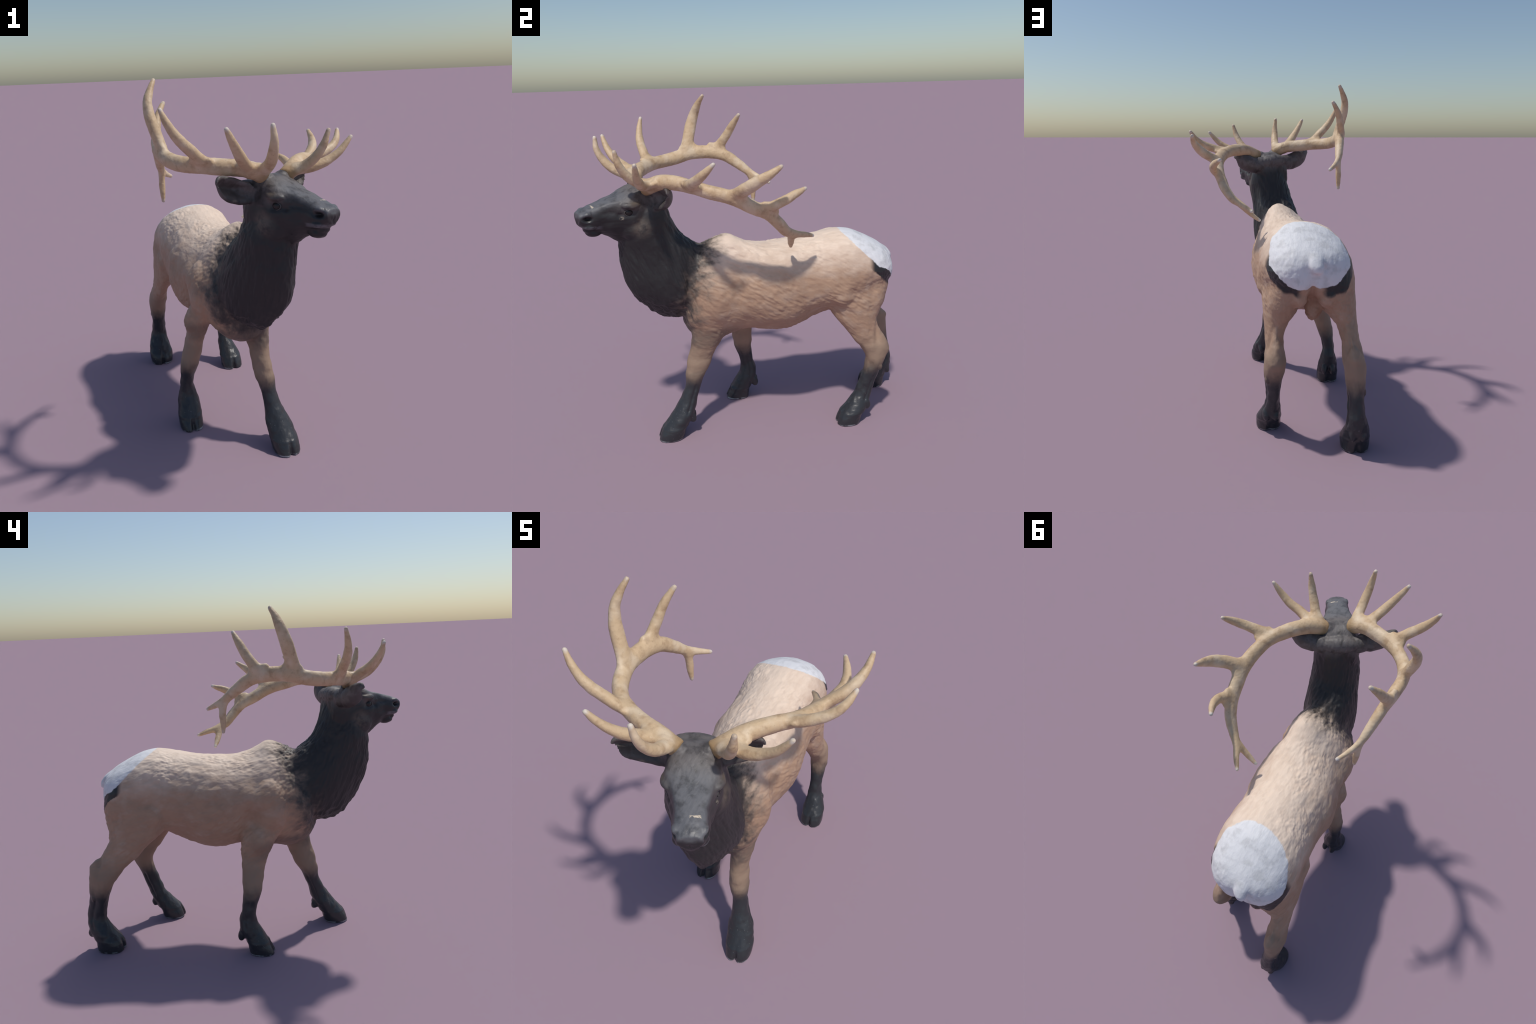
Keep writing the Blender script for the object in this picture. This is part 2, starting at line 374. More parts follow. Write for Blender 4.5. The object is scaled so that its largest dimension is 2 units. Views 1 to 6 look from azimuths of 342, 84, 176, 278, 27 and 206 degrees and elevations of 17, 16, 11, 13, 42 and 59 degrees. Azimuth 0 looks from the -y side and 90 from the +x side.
# cloven front of every hoof
for (yaw, rows) in LEGS.values():
    fw = np.array([math.sin(yaw), -math.cos(yaw), 0])
    z0 = np.array(rows[0][1:3] + (0,)) 
    toe = z0 + fw * rows[0][3]
    side = np.array([math.cos(yaw), math.sin(yaw), 0])
    skin.push(z0 - fw * rows[0][4], (0.012, 0.035, 0.050), 0.014 * fw, [side, fw, (0, 0, 1)])
    skin.push(toe, (0.011, 0.045, 0.075), -0.020 * fw, [side, fw, (0, 0, 1)])

# --- relief of the coat
n = skin.normals()
p = skin.v
z, y, x = p[:, 2], p[:, 1], p[:, 0]
hl = (p - HM) @ AX.T
is_head = smoothstep(-0.10, 0.0, hl[:, 1] + 0.45 * (hl[:, 2] + 0.2)) * smoothstep(-0.34, -0.26, hl[:, 2]) * (y < -0.4)
neckness = smoothstep(-0.26, -0.42, y) * smoothstep(0.66, 0.8, z) * (1 - is_head)
legness = smoothstep(0.62, 0.42, z)
flank = np.clip(1 - neckness - legness - is_head, 0, 1)
earmask = smoothstep(0.12, 0.15, np.abs((p - EM) @ ER)) * (z > 1.35)
pw = p + 0.009 * np.stack([noise(p / 0.09, 41), noise(p / 0.09, 42), noise(p / 0.09, 43)], 1)
back_down = np.array([0, 1, -0.45])
patchy = 0.35 + 0.65 * smoothstep(-0.25, 0.45, noise(p / 0.16, 21))
spine = 1 - 0.6 * np.exp(-((x + 0.06 + 0.14 * y) / 0.07) ** 2) * smoothstep(1.0, 1.12, z)
relief = flank * patchy * spine * (0.0024 * combed(pw, back_down, 0.014, 3.5, 1) + 0.0018 * combed(pw, (0.1, 1, -0.8), 0.009, 4.0, 2))
relief += flank * spine * 0.0040 * combed(pw, (0, 1, -0.9), 0.055, 1.8, 3)
mane = np.array([0, 0.35, -1.0])
relief += neckness * (0.0036 * combed(p, mane, 0.012, 5.0, 4) + 0.0016 * combed(p, mane, 0.006, 7.0, 5) + 0.0030 * combed(p, mane, 0.05, 2.0, 14))
shoulder = np.exp(-((y + 0.30) / 0.12) ** 2) * smoothstep(0.75, 0.95, z)
relief += shoulder * 0.0040 * combed(pw, (0, 0.75, -1.0), 0.013, 3.5, 15)
relief += 0.0010 * is_head * combed(p, -HF, 0.010, 3.0, 6)
relief += legness * (1 - smoothstep(0.14, 0.05, z)) * 0.0012 * combed(p, (0, 0, 1), 0.016, 3.0, 7)
relief += 0.0018 * smoothstep(0.35, 0.2, z) * noise(p / 0.03, 8) * smoothstep(0.0, 0.04, z)
# ragged tufts along the brisket
tuft = smoothstep(0.95, 0.8, z) * neckness * np.clip(-n[:, 1] * 0.8 - n[:, 2], 0, 1)
relief += tuft * 0.007 * noise(p / np.array([0.05, 0.028, 0.028]), 9)
# muscle and bone under the hide
def dent(px, py, pz, sx, sy, sz, depth):
    q = 0
    for c, k, r in ((x, px, sx), (y, py, sy), (z, pz, sz)):
        if k is not None:
            q = q + ((c - k) / r) ** 2
    return depth * np.exp(-q)
out = np.abs(n[:, 0]) ** 0.5
relief += out * dent(None, -0.115, 0.90, 1, 0.035, 0.16, -0.013) * (z > 0.6) * (0.4 + 0.6 * (x > -0.1))     # behind the shoulder
relief += out * dent(None, -0.25, 0.84, 1, 0.075, 0.09, 0.013)                   # point of the shoulder
relief += out * dent(None, -0.20, 1.04, 1, 0.06, 0.09, 0.006)                    # shoulder blade
relief += out * dent(None, 0.47, 0.74, 1, 0.030, 0.040, -0.006)                  # stifle fold
relief += out * dent(None, 0.34, 1.06, 1, 0.07, 0.05, -0.006)                    # loin
relief += dent(None, 0.50, 1.14, 1, 0.06, 0.05, 0.006)                           # hip bone
relief += out * dent(None, 0.69, 0.86, 1, 0.030, 0.12, -0.006)                   # thigh seam
relief += (x > 0) * dent(None, -0.385, 0.93, 1, 0.022, 0.13, -0.015)               # crease between neck and left shoulder
relief += dent(-0.172, None, 0.89, 0.020, 1, 0.080, -0.030) * (n[:, 1] > 0.1) * (y > 0.7)   # cleft under the tail
relief += flank * (0.4 + 0.6 * patchy) * spine * 0.0024 * noise(pw / 0.026, 51)
relief += smoothstep(0.70, 0.55, z) * smoothstep(0.05, 0.12, z) * 0.0030 * noise(p / 0.038, 52)
relief *= (1 - earmask) * (1 - 0.5 * smoothstep(1.20, 1.26, 0.69 * y + 0.72 * z) * (y > 0.4))
for hx, hy, hz in ((0.020, 0.722, 0.575), (-0.395, 0.842, 0.565)):
    relief += out * dent(hx, hy, hz, 0.12, 0.020, 0.060, -0.015)                 # hollow before the hock tendon
for kx, ky in ((-0.36, -0.12), (0.0, -0.44)):
    relief += dent(kx, ky, 0.39, 0.06, 0.05, 0.04, 0.004)                        # knee
for yaw, rows in LEGS.values():
    rw = np.array(rows)
    cx, cy, back = (np.interp(z, rw[:, 0], rw[:, k]) for k in (1, 2, 4))
    mine = np.exp(-(((x - cx) / 0.09) ** 4)) * (np.abs(y - cy) < 0.14)
    relief -= mine * out * 0.007 * np.exp(-((y - cy - 0.30 * back) / 0.010) ** 2) * smoothstep(0.13, 0.18, z) * smoothstep(0.36, 0.30, z)   # tendon
    relief += mine * 0.0028 * np.exp(-((z - 0.074 - 0.05 * (y - cy)) / 0.009) ** 2)                                                       # coronet of the hoof
skin.v = p + n * relief[:, None]
for c, r, move in (((-0.26, -0.33, 0.93), 0.10, (-0.026, -0.006, 0)), ((-0.19, -0.46, 0.94), 0.09, (-0.026, 0, 0)), ((-0.15, -0.50, 1.04), 0.09, (-0.018, 0, 0)),
                   ((-0.34, -0.13, 0.68), 0.065, (-0.034, 0, 0)), ((-0.34, -0.10, 0.94), 0.075, (-0.032, 0, 0)), ((0.10, -0.09, 0.69), 0.06, (-0.018, 0, 0)),
                   ((0.10, 0.32, 0.71), 0.06, (-0.022, 0, 0)), ((0.05, -0.33, 0.78), 0.06, (0.016, 0, 0)), ((0.06, -0.44, 0.82), 0.06, (-0.014, 0, 0)), ((0.085, 0.49, 0.83), 0.085, (0.020, 0, 0)), ((-0.37, 0.43, 0.75), 0.07, (-0.018, 0, 0)), ((0.06, -0.28, 0.92), 0.08, (0.014, 0, 0)),
                   ((0.06, -0.12, 1.08), 0.12, (-0.018, 0, 0)), ((0.10, 0.62, 1.02), 0.12, (-0.016, 0, 0)), ((-0.40, 0.55, 0.98), 0.09, (0.008, 0, 0)),
                   ((-0.07, -0.70, 0.92), 0.08, (0.010, 0.006, 0)), ((-0.228, 0.83, 0.995), 0.022, (0, -0.012, 0)), ((-0.142, 0.83, 0.985), 0.022, (0, -0.007, 0)),
                   (tuple(head(0.09, 0.05, -0.23)), 0.06, tuple(0.015 * HR)), (tuple(head(-0.09, 0.05, -0.23)), 0.06, tuple(-0.008 * HR))):
    skin.push(c, (r, r, r), move)
skin.v[:, 2] = np.maximum(skin.v[:, 2], 0.0)
skin.smooth(1, 0.6)
skin.v[:, 2] -= skin.v[:, 2].min()
skin.commit()

# --------------------------------------------------------------------------
# node helpers
# --------------------------------------------------------------------------
class Nodes:
    def __init__(self, name):
        self.mat = bpy.data.materials.new(name)
        self.mat.use_nodes = True
        self.t = self.mat.node_tree
        self.t.nodes.clear()
        self.out = self.t.nodes.new("ShaderNodeOutputMaterial")
        self.bsdf = self.t.nodes.new("ShaderNodeBsdfPrincipled")
        self.t.links.new(self.bsdf.outputs[0], self.out.inputs[0])
        self.pos = self.t.nodes.new("ShaderNodeTexCoord").outputs["Object"]
        sp = self.t.nodes.new("ShaderNodeSeparateXYZ")
        self.t.links.new(self.pos, sp.inputs[0])
        self.x, self.y, self.z = sp.outputs
    def put(self, sock, val):
        if isinstance(val, bpy.types.NodeSocket):
            self.t.links.new(val, sock)
        else:
            sock.default_value = val
    def math(self, op, a, b=0.0, clamp=False):
        n = self.t.nodes.new("ShaderNodeMath")
        n.operation, n.use_clamp = op, clamp
        self.put(n.inputs[0], a)
        self.put(n.inputs[1], b)
        return n.outputs[0]
    def vmath(self, op, a, b=(0, 0, 0)):
        n = self.t.nodes.new("ShaderNodeVectorMath")
        n.operation = op
        self.put(n.inputs[0], a)
        self.put(n.inputs[1], b)
        return n.outputs["Value"] if op in ("DOT_PRODUCT", "DISTANCE", "LENGTH") else n.outputs[0]
    def step(self, lo, hi, v):
        n = self.t.nodes.new("ShaderNodeMapRange")
        n.interpolation_type = "SMOOTHSTEP"
        flip = lo > hi
        self.put(n.inputs[0], v)
        self.put(n.inputs[1], min(lo, hi))
        self.put(n.inputs[2], max(lo, hi))
        n.inputs[3].default_value, n.inputs[4].default_value = (1, 0) if flip else (0, 1)
        return n.outputs[0]
    def noise(self, scale, detail=3, stretch=(1, 1, 1), rot=(0, 0, 0), rough=0.55):
        mp = self.t.nodes.new("ShaderNodeMapping")
        mp.inputs["Scale"].default_value = stretch
        mp.inputs["Rotation"].default_value = rot
        self.put(mp.inputs[0], self.pos)
        n = self.t.nodes.new("ShaderNodeTexNoise")
        n.inputs["Scale"].default_value = scale
        n.inputs["Detail"].default_value = detail
        n.inputs["Roughness"].default_value = rough
        self.put(n.inputs["Vector"], mp.outputs[0])
        return n.outputs[0]
    def mix(self, a, b, f):
        n = self.t.nodes.new("ShaderNodeMix")
        n.data_type = "RGBA"
        self.put(n.inputs["Factor"], f)
        for s, c in ((n.inputs[6], a), (n.inputs[7], b)):
            self.put(s, c if isinstance(c, bpy.types.NodeSocket) else (*c, 1))
        return n.outputs[2]
    def bump(self, h, strength, dist):
        n = self.t.nodes.new("ShaderNodeBump")
        n.inputs["Strength"].default_value, n.inputs["Distance"].default_value = strength, dist
        self.put(n.inputs["Height"], h)
        self.put(self.bsdf.inputs["Normal"], n.outputs[0])
    def lin(self, cx, cy, cz, c0):
        """cx*x + cy*y + cz*z + c0"""
        return self.math("ADD", self.vmath("DOT_PRODUCT", self.pos, (cx, cy, cz)), c0)
    def ellipsoid(self, c, r, axes=None):
        d = self.vmath("SUBTRACT", self.pos, tuple(c))
        if axes is None:
            d = self.vmath("DIVIDE", d, tuple(r))
            return self.vmath("LENGTH", d)
        parts = [self.math("POWER", self.math("ABSOLUTE", self.math("DIVIDE", self.vmath("DOT_PRODUCT", d, tuple(a)), rr)), 2.0) for a, rr in zip(axes, r)]
        return self.math("SQRT", self.math("ADD", self.math("ADD", parts[0], parts[1]), parts[2]))

TAN_PALE, TAN, TAN_DEEP, TAN_LEG = (0.82, 0.655, 0.52), (0.44, 0.282, 0.187), (0.27, 0.168, 0.112), (0.31, 0.215, 0.15)
MANE, HOOFDARK, SMOKE, GREY, WHITE = (0.021, 0.020, 0.021), (0.030, 0.032, 0.036), (0.125, 0.096, 0.078), (0.135, 0.122, 0.118), (0.77, 0.765, 0.775)

def coat_material():
    m = Nodes("painted_elk_coat")
    wob = m.math("SUBTRACT", m.noise(9, 4), 0.5)
    fine = m.math("SUBTRACT", m.noise(60, 3, (1, 0.3, 0.8), (0.4, 0, 0)), 0.5)
    streak = m.math("SUBTRACT", m.noise(38, 3, (1, 0.30, 0.55), (-0.5, 0, 0)), 0.5)
    # tan body, paler towards the top of the back
    col = m.mix(TAN, TAN_DEEP, m.math("ADD", m.math("MULTIPLY", streak, 1.4), 0.15, True))
    saddle = m.math("ADD", m.step(0.90, 1.20, m.z), m.math("ADD", m.math("MULTIPLY", wob, 0.6), m.math("MULTIPLY", streak, 0.8)), True)
    col = m.mix(col, TAN_PALE, saddle)
    # black-brown neck fading into the shoulder in streaks
    border = m.math("MAXIMUM", m.lin(0, 0, 0.39, -0.726), -0.405)
    edge = m.math("SUBTRACT", border, m.y)
    edge = m.math("ADD", edge, m.math("ADD", m.math("MULTIPLY", streak, 0.26), m.math("MULTIPLY", wob, 0.12)))
    neck = m.step(-0.135, 0.05, edge)
    neck = m.math("MULTIPLY", neck, m.step(0.46, 0.66, m.z))
    col = m.mix(col, SMOKE, neck)
    col = m.mix(col, MANE, m.step(-0.05, 0.115, m.math("MULTIPLY", edge, m.step(0.50, 0.66, m.z))))
    # grey crown, ears and brow
    hd = m.vmath("SUBTRACT", m.pos, tuple(HM))
    hr, hf, hu = (m.vmath("DOT_PRODUCT", hd, tuple(a)) for a in AX)
    mott = m.noise(21, 5, rough=0.62)
    skull = m.step(1.30, 1.40, m.z)
    crown = m.step(-0.15, -0.04, m.math("ADD", hu, m.math("MULTIPLY", wob, 0.10)))
    grey = m.mix(GREY, (0.066, 0.058, 0.055), m.step(0.42, 0.68, mott))
    col = m.mix(col, grey, m.math("MULTIPLY", m.math("MULTIPLY", crown, skull), m.math("ADD", 0.35, m.math("MULTIPLY", m.step(0.20, 0.08, hf), 0.65))))
    ridge = m.math("ADD", m.math("SUBTRACT", hu, 0.012), m.math("MULTIPLY", hf, 0.33))
    bridge = m.math("MULTIPLY", m.math("MULTIPLY", m.step(-0.040, -0.008, ridge), m.step(0.05, 0.14, hf)), skull)
    col = m.mix(col, m.mix((0.145, 0.147, 0.158), (0.075, 0.075, 0.080), m.step(0.42, 0.70, mott)), m.math("MULTIPLY", bridge, 0.85))  # blue-grey sky reflection on the nose bridge, painted into the base colour
    lobe = m.math("MULTIPLY", m.step(0.13, 0.19, m.math("ABSOLUTE", hr)), skull)
    col = m.mix(col, (0.085, 0.072, 0.068), m.math("MULTIPLY", lobe, m.step(0.35, 0.6, mott)))
    # brown patches on the cheek and over the eye, grey on the lips
    aside = m.math("ABSOLUTE", hr)
    def patch(cr, cf, cu, r):
        v = m.t.nodes.new("ShaderNodeCombineXYZ")
        for k, q in enumerate((aside, hf, hu)):
            m.put(v.inputs[k], q)
        return m.step(1.5, 0.2, m.math("DIVIDE", m.vmath("DISTANCE", v.outputs[0], (cr, cf, cu)), r))
    cheek = m.math("MAXIMUM", patch(0.105, 0.040, -0.205, 0.055), m.math("MULTIPLY", patch(0.115, 0.075, -0.075, 0.03), 0.9))
    col = m.mix(col, (0.125, 0.098, 0.078), m.math("MULTIPLY", cheek, m.step(0.30, 0.62, mott)))
    col = m.mix(col, (0.11, 0.11, 0.12), m.math("MULTIPLY", m.math("MULTIPLY", m.step(0.23, 0.27, hf), m.step(0.014, 0.006, m.math("ABSOLUTE", m.math("ADD", hu, 0.186)))), m.step(0.40, 0.60, mott)))
    scratch = m.math("MULTIPLY", m.step(0.024, 0.018, m.math("ABSOLUTE", m.math("SUBTRACT", hr, 0.018))), m.step(0.007, 0.002, m.math("ABSOLUTE", m.math("ADD", m.math("SUBTRACT", hf, 0.277), m.math("MULTIPLY", m.math("SUBTRACT", mott, 0.5), 0.03)))))
    scratch = m.math("MULTIPLY", scratch, m.step(-0.105, -0.095, hu))
    scratch = m.math("MAXIMUM", scratch, m.math("MULTIPLY", m.math("MULTIPLY", patch(0.103, 0.146, -0.142, 0.012), m.step(0.05, 0.06, hr)), 0.7))
    col = m.mix(col, (0.62, 0.52, 0.40), m.math("MULTIPLY", scratch, m.step(0.40, 0.50, m.noise(70, 2))))
    # dark stockings
    sock = m.math("ADD", m.z, m.math("ADD", m.math("MULTIPLY", wob, 0.06), m.math("MULTIPLY", streak, 0.06)))
    col = m.mix(col, TAN_LEG, m.step(0.64, 0.46, m.z))
    foreleg_dark_band = m.math("MULTIPLY", m.step(0.09, 0.03, m.math("ABSOLUTE", m.math("SUBTRACT", m.z, 0.62))), m.step(-0.02, -0.2, m.y))  # darker brown band across the upper forelegs and low chest
    col = m.mix(col, SMOKE, m.math("MULTIPLY", foreleg_dark_band, 0.6))
    sock = m.step(0.44, 0.31, sock)
    col = m.mix(col, HOOFDARK, sock)  # dark tone tinted slightly blue for the sky's gloss on the legs
    # white rump with a straight upper edge and a V below, dark crescents under the V
    rag = m.math("MULTIPLY", m.math("SUBTRACT", m.noise(45, 2), 0.5), 0.022)
    off = m.math("ABSOLUTE", m.lin(1, 0, 0, 0.167))
    low = m.math("SUBTRACT", m.z, m.math("MAXIMUM", m.math("ADD", m.math("MULTIPLY", off, 0.99), 0.785), m.math("SUBTRACT", 0.866, off)))
    ahead = m.lin(0, 0.69, 0.72, -1.223)
    low2 = m.math("SUBTRACT", m.z, m.math("ADD", m.math("MULTIPLY", m.math("POWER", off, 3.0), 16.5), 0.766))
    cres = m.math("MULTIPLY", m.step(-0.006, 0.006, m.math("ADD", low2, rag)), m.step(0.66, 0.70, m.y))
    cres = m.math("MULTIPLY", cres, m.math("MULTIPLY", m.step(0.045, 0.085, m.math("ADD", off, rag)), m.step(-0.052, -0.035, ahead)))
    col = m.mix(col, MANE, cres)
    white = m.math("MINIMUM", m.math("ADD", low, rag), m.math("MULTIPLY", m.math("ADD", ahead, m.math("MULTIPLY", rag, 0.6)), 1.0))
    white = m.math("MULTIPLY", m.step(-0.004, 0.004, white), m.step(0.45, 0.5, m.y))
    col = m.mix(col, m.mix(WHITE, (0.63, 0.625, 0.63), m.step(0.45, 0.68, m.noise(18, 4))), white)
    # flecks where paint has rubbed off the feet
    fleck = m.math("MULTIPLY", m.step(0.70, 0.76, m.noise(130, 2)), m.step(0.30, 0.16, m.z))
    col = m.mix(col, (0.30, 0.30, 0.31), m.math("MULTIPLY", fleck, 0.7))
    rough = m.math("ADD", 0.38, m.math("MULTIPLY", m.step(0.03, 0.2, m.vmath("DOT_PRODUCT", col, (0.33, 0.33, 0.33))), 0.25))
    sole = m.math("MULTIPLY", m.step(0.011, 0.004, m.math("ADD", m.z, m.math("MULTIPLY", wob, 0.016))), m.math("MULTIPLY", m.step(0.40, 0.60, m.noise(22, 2)), 0.75))
    col = m.mix(col, (0.42, 0.44, 0.47), sole)
    rough = m.math("ADD", rough, m.math("MULTIPLY", neck, 0.14))
    rough = m.math("SUBTRACT", rough, m.math("MULTIPLY", skull, 0.07))
    rough = m.math("SUBTRACT", rough, m.math("MULTIPLY", m.math("MULTIPLY", m.step(0.24, 0.30, hf), m.step(1.2, 1.3, m.z)), 0.08))
    rough = m.math("SUBTRACT", rough, m.math("MULTIPLY", m.step(0.09, 0.05, m.z), 0.10))
    m.put(m.bsdf.inputs["Base Color"], col)
    m.put(m.bsdf.inputs["Roughness"], rough)
    m.bsdf.inputs["Specular IOR Level"].default_value = 0.5
    m.bump(m.math("ADD", fine, streak), 0.5, 0.004)
    return m.mat

COAT = coat_material()

# --------------------------------------------------------------------------
# split the hide into anatomical parts
# --------------------------------------------------------------------------
root = bpy.data.objects.new("elk", None)
bpy.context.scene.collection.objects.link(root)
root["label"] = "standing bull elk figurine, dark neck, pale rump, branching antlers"
root["category"] = "deer figurine"

def adopt(ob, parent):
    ob.parent = parent
    return ob

def split(me, regions, default, mat, parents):
    nf = len(me.polygons)
    c = np.zeros(nf * 3)
    me.polygons.foreach_get("center", c)
    c = c.reshape(-1, 3)
    start = np.zeros(nf, np.int32)
    me.polygons.foreach_get("loop_start", start)
    total = np.zeros(nf, np.int32)
    me.polygons.foreach_get("loop_total", total)
    lv = np.zeros(len(me.loops), np.int32)
    me.loops.foreach_get("vertex_index", lv)
    vn = np.zeros(len(me.vertices) * 3)
    me.vertex_normals.foreach_get("vector", vn)
    vn = vn.reshape(-1, 3)
    vc = np.zeros(len(me.vertices) * 3)
    me.vertices.foreach_get("co", vc)
    vc = vc.reshape(-1, 3)
    label = np.zeros(nf, int)
    for i, (name, fn) in enumerate(regions):
        label[fn(c) & (label == 0)] = i + 1
    names = [default] + [r[0] for r in regions]
    obs = {}
    for i, name in enumerate(names):
        ids = np.where(label == i)[0]
        if not len(ids):
            continue
        lists = [lv[start[k]:start[k] + total[k]] for k in ids]
        used = np.unique(np.concatenate(lists))
        back = np.full(len(vc), -1)
        back[used] = np.arange(len(used))
        base = name.split(":")[0]
        pm = bpy.data.meshes.new(base)
        pm.from_pydata(vc[used].tolist(), [], [back[l].tolist() for l in lists])
        pm.polygons.foreach_set("use_smooth", np.ones(len(ids), bool))
        pm.materials.append(mat)
        pm.normals_split_custom_set_from_vertices(vn[used].tolist())
        ob = bpy.data.objects.new(base, pm)
        bpy.context.scene.collection.objects.link(ob)
        obs[name] = ob
    for name, ob in obs.items():
        adopt(ob, obs.get(parents.get(name), root))
    return obs

def hloc(c):
    return (c - HM) @ AX.T

def leg_region(front, left):
    def fn(c):
        mid = np.where(c[:, 1] < 0.2, -0.14, -0.18)
        z0 = np.where(c[:, 1] < 0.2, 0.64, 0.74)
        return (c[:, 2] < z0) & ((c[:, 1] < 0.2) == front) & ((c[:, 0] > mid) == left) & (np.abs(c[:, 0] - mid) > 0.045 * (c[:, 2] > 0.58))
    return fn

def hoof_region(front, left):
    leg = leg_region(front, left)
    return lambda c: leg(c) & (c[:, 2] < 0.062)

regions = []
parents = {}
for key, front, left in (("a", True, True), ("b", True, False), ("c", False, True), ("d", False, False)):
    limb = ("forelimb:" if front else "hindlimb:") + key
    regions.append(("hoof:" + key, hoof_region(front, left)))
    regions.append((limb, leg_region(front, left)))
    parents["hoof:" + key] = limb
for key, m in (("a", 1), ("b", -1)):
    regions.append(("ear:" + key, lambda c, m=m: ((c - EM) @ ER * m > 0.135) & ((c - EM) @ EF < 0.03) & ((c - EM) @ EU > -0.17)))
    parents["ear:" + key] = "head"
regions.append(("head", lambda c: (hloc(c)[:, 1] > -0.12 - 0.75 * (hloc(c)[:, 2] + 0.05)) & (c[:, 1] < -0.45) & (c[:, 2] > 1.15) | ((c[:, 2] > 1.5) & (c[:, 1] < -0.4))))
regions.append(("neck", lambda c: (c[:, 1] + 0.16 * c[:, 2] < -0.17) & (c[:, 2] > 0.68)))
regions.append(("tail", lambda c: (((c - [-0.184, 0.85, 1.03]) / [0.055, 0.045, 0.075]) ** 2).sum(1) < 1))
body = split(skin.me, regions, "torso", COAT, parents)

# --------------------------------------------------------------------------
# eyes
# --------------------------------------------------------------------------
em = Nodes("dark_glossy_eye")
em.bsdf.inputs["Base Color"].default_value = (0.012, 0.010, 0.009, 1)
em.bsdf.inputs["Roughness"].default_value = 0.32
lm = Nodes("painted_eyelid")
ln = lm.noise(70, 2)
lm.put(lm.bsdf.inputs["Base Color"], lm.mix((0.02, 0.02, 0.022), (0.10, 0.09, 0.085), ln))
lm.bsdf.inputs["Roughness"].default_value = 0.5
def place(soup, name, mat, parent):
    pm = soup.mesh(name)
    pm.polygons.foreach_set("use_smooth", np.ones(len(pm.polygons), bool))
    pm.materials.append(mat)
    ob = bpy.data.objects.new(name, pm)
    bpy.context.scene.collection.objects.link(ob)
    return adopt(ob, parent)
for m in (-1, 1):
    c = head(m * 0.0895, 0.101, -0.117)
    s = Soup()
    s.ball(c, (0.0190, 0.0245, 0.0205), AX, 20, 32)
    place(s, "eye", em.mat, body["head"])
    s = Soup()
    rings = []
    side = m * HR
    for a in np.linspace(0, 2 * math.pi, 48, endpoint=False):
        rad = 0.0250 * HF * math.cos(a) + (0.0155 if math.sin(a) > 0 else 0.0185) * HU * math.sin(a)
        o = c + (0.0085 - 0.003 * abs(math.cos(a)) ** 3) * side + rad + 0.002 * HF
        rings.append([o + 0.0042 * (math.cos(b) * unit(rad) + math.sin(b) * side) for b in np.linspace(0, 2 * math.pi, 10, endpoint=False)])
    n0 = len(rings)
    for r in rings:
        s.v.extend(map(tuple, r))
    for i in range(n0):
        for j in range(10):
            s.f.append((i * 10 + j, i * 10 + (j + 1) % 10, ((i + 1) % n0) * 10 + (j + 1) % 10, ((i + 1) % n0) * 10 + j))
    place(s, "eyelid", lm.mat, body["head"])

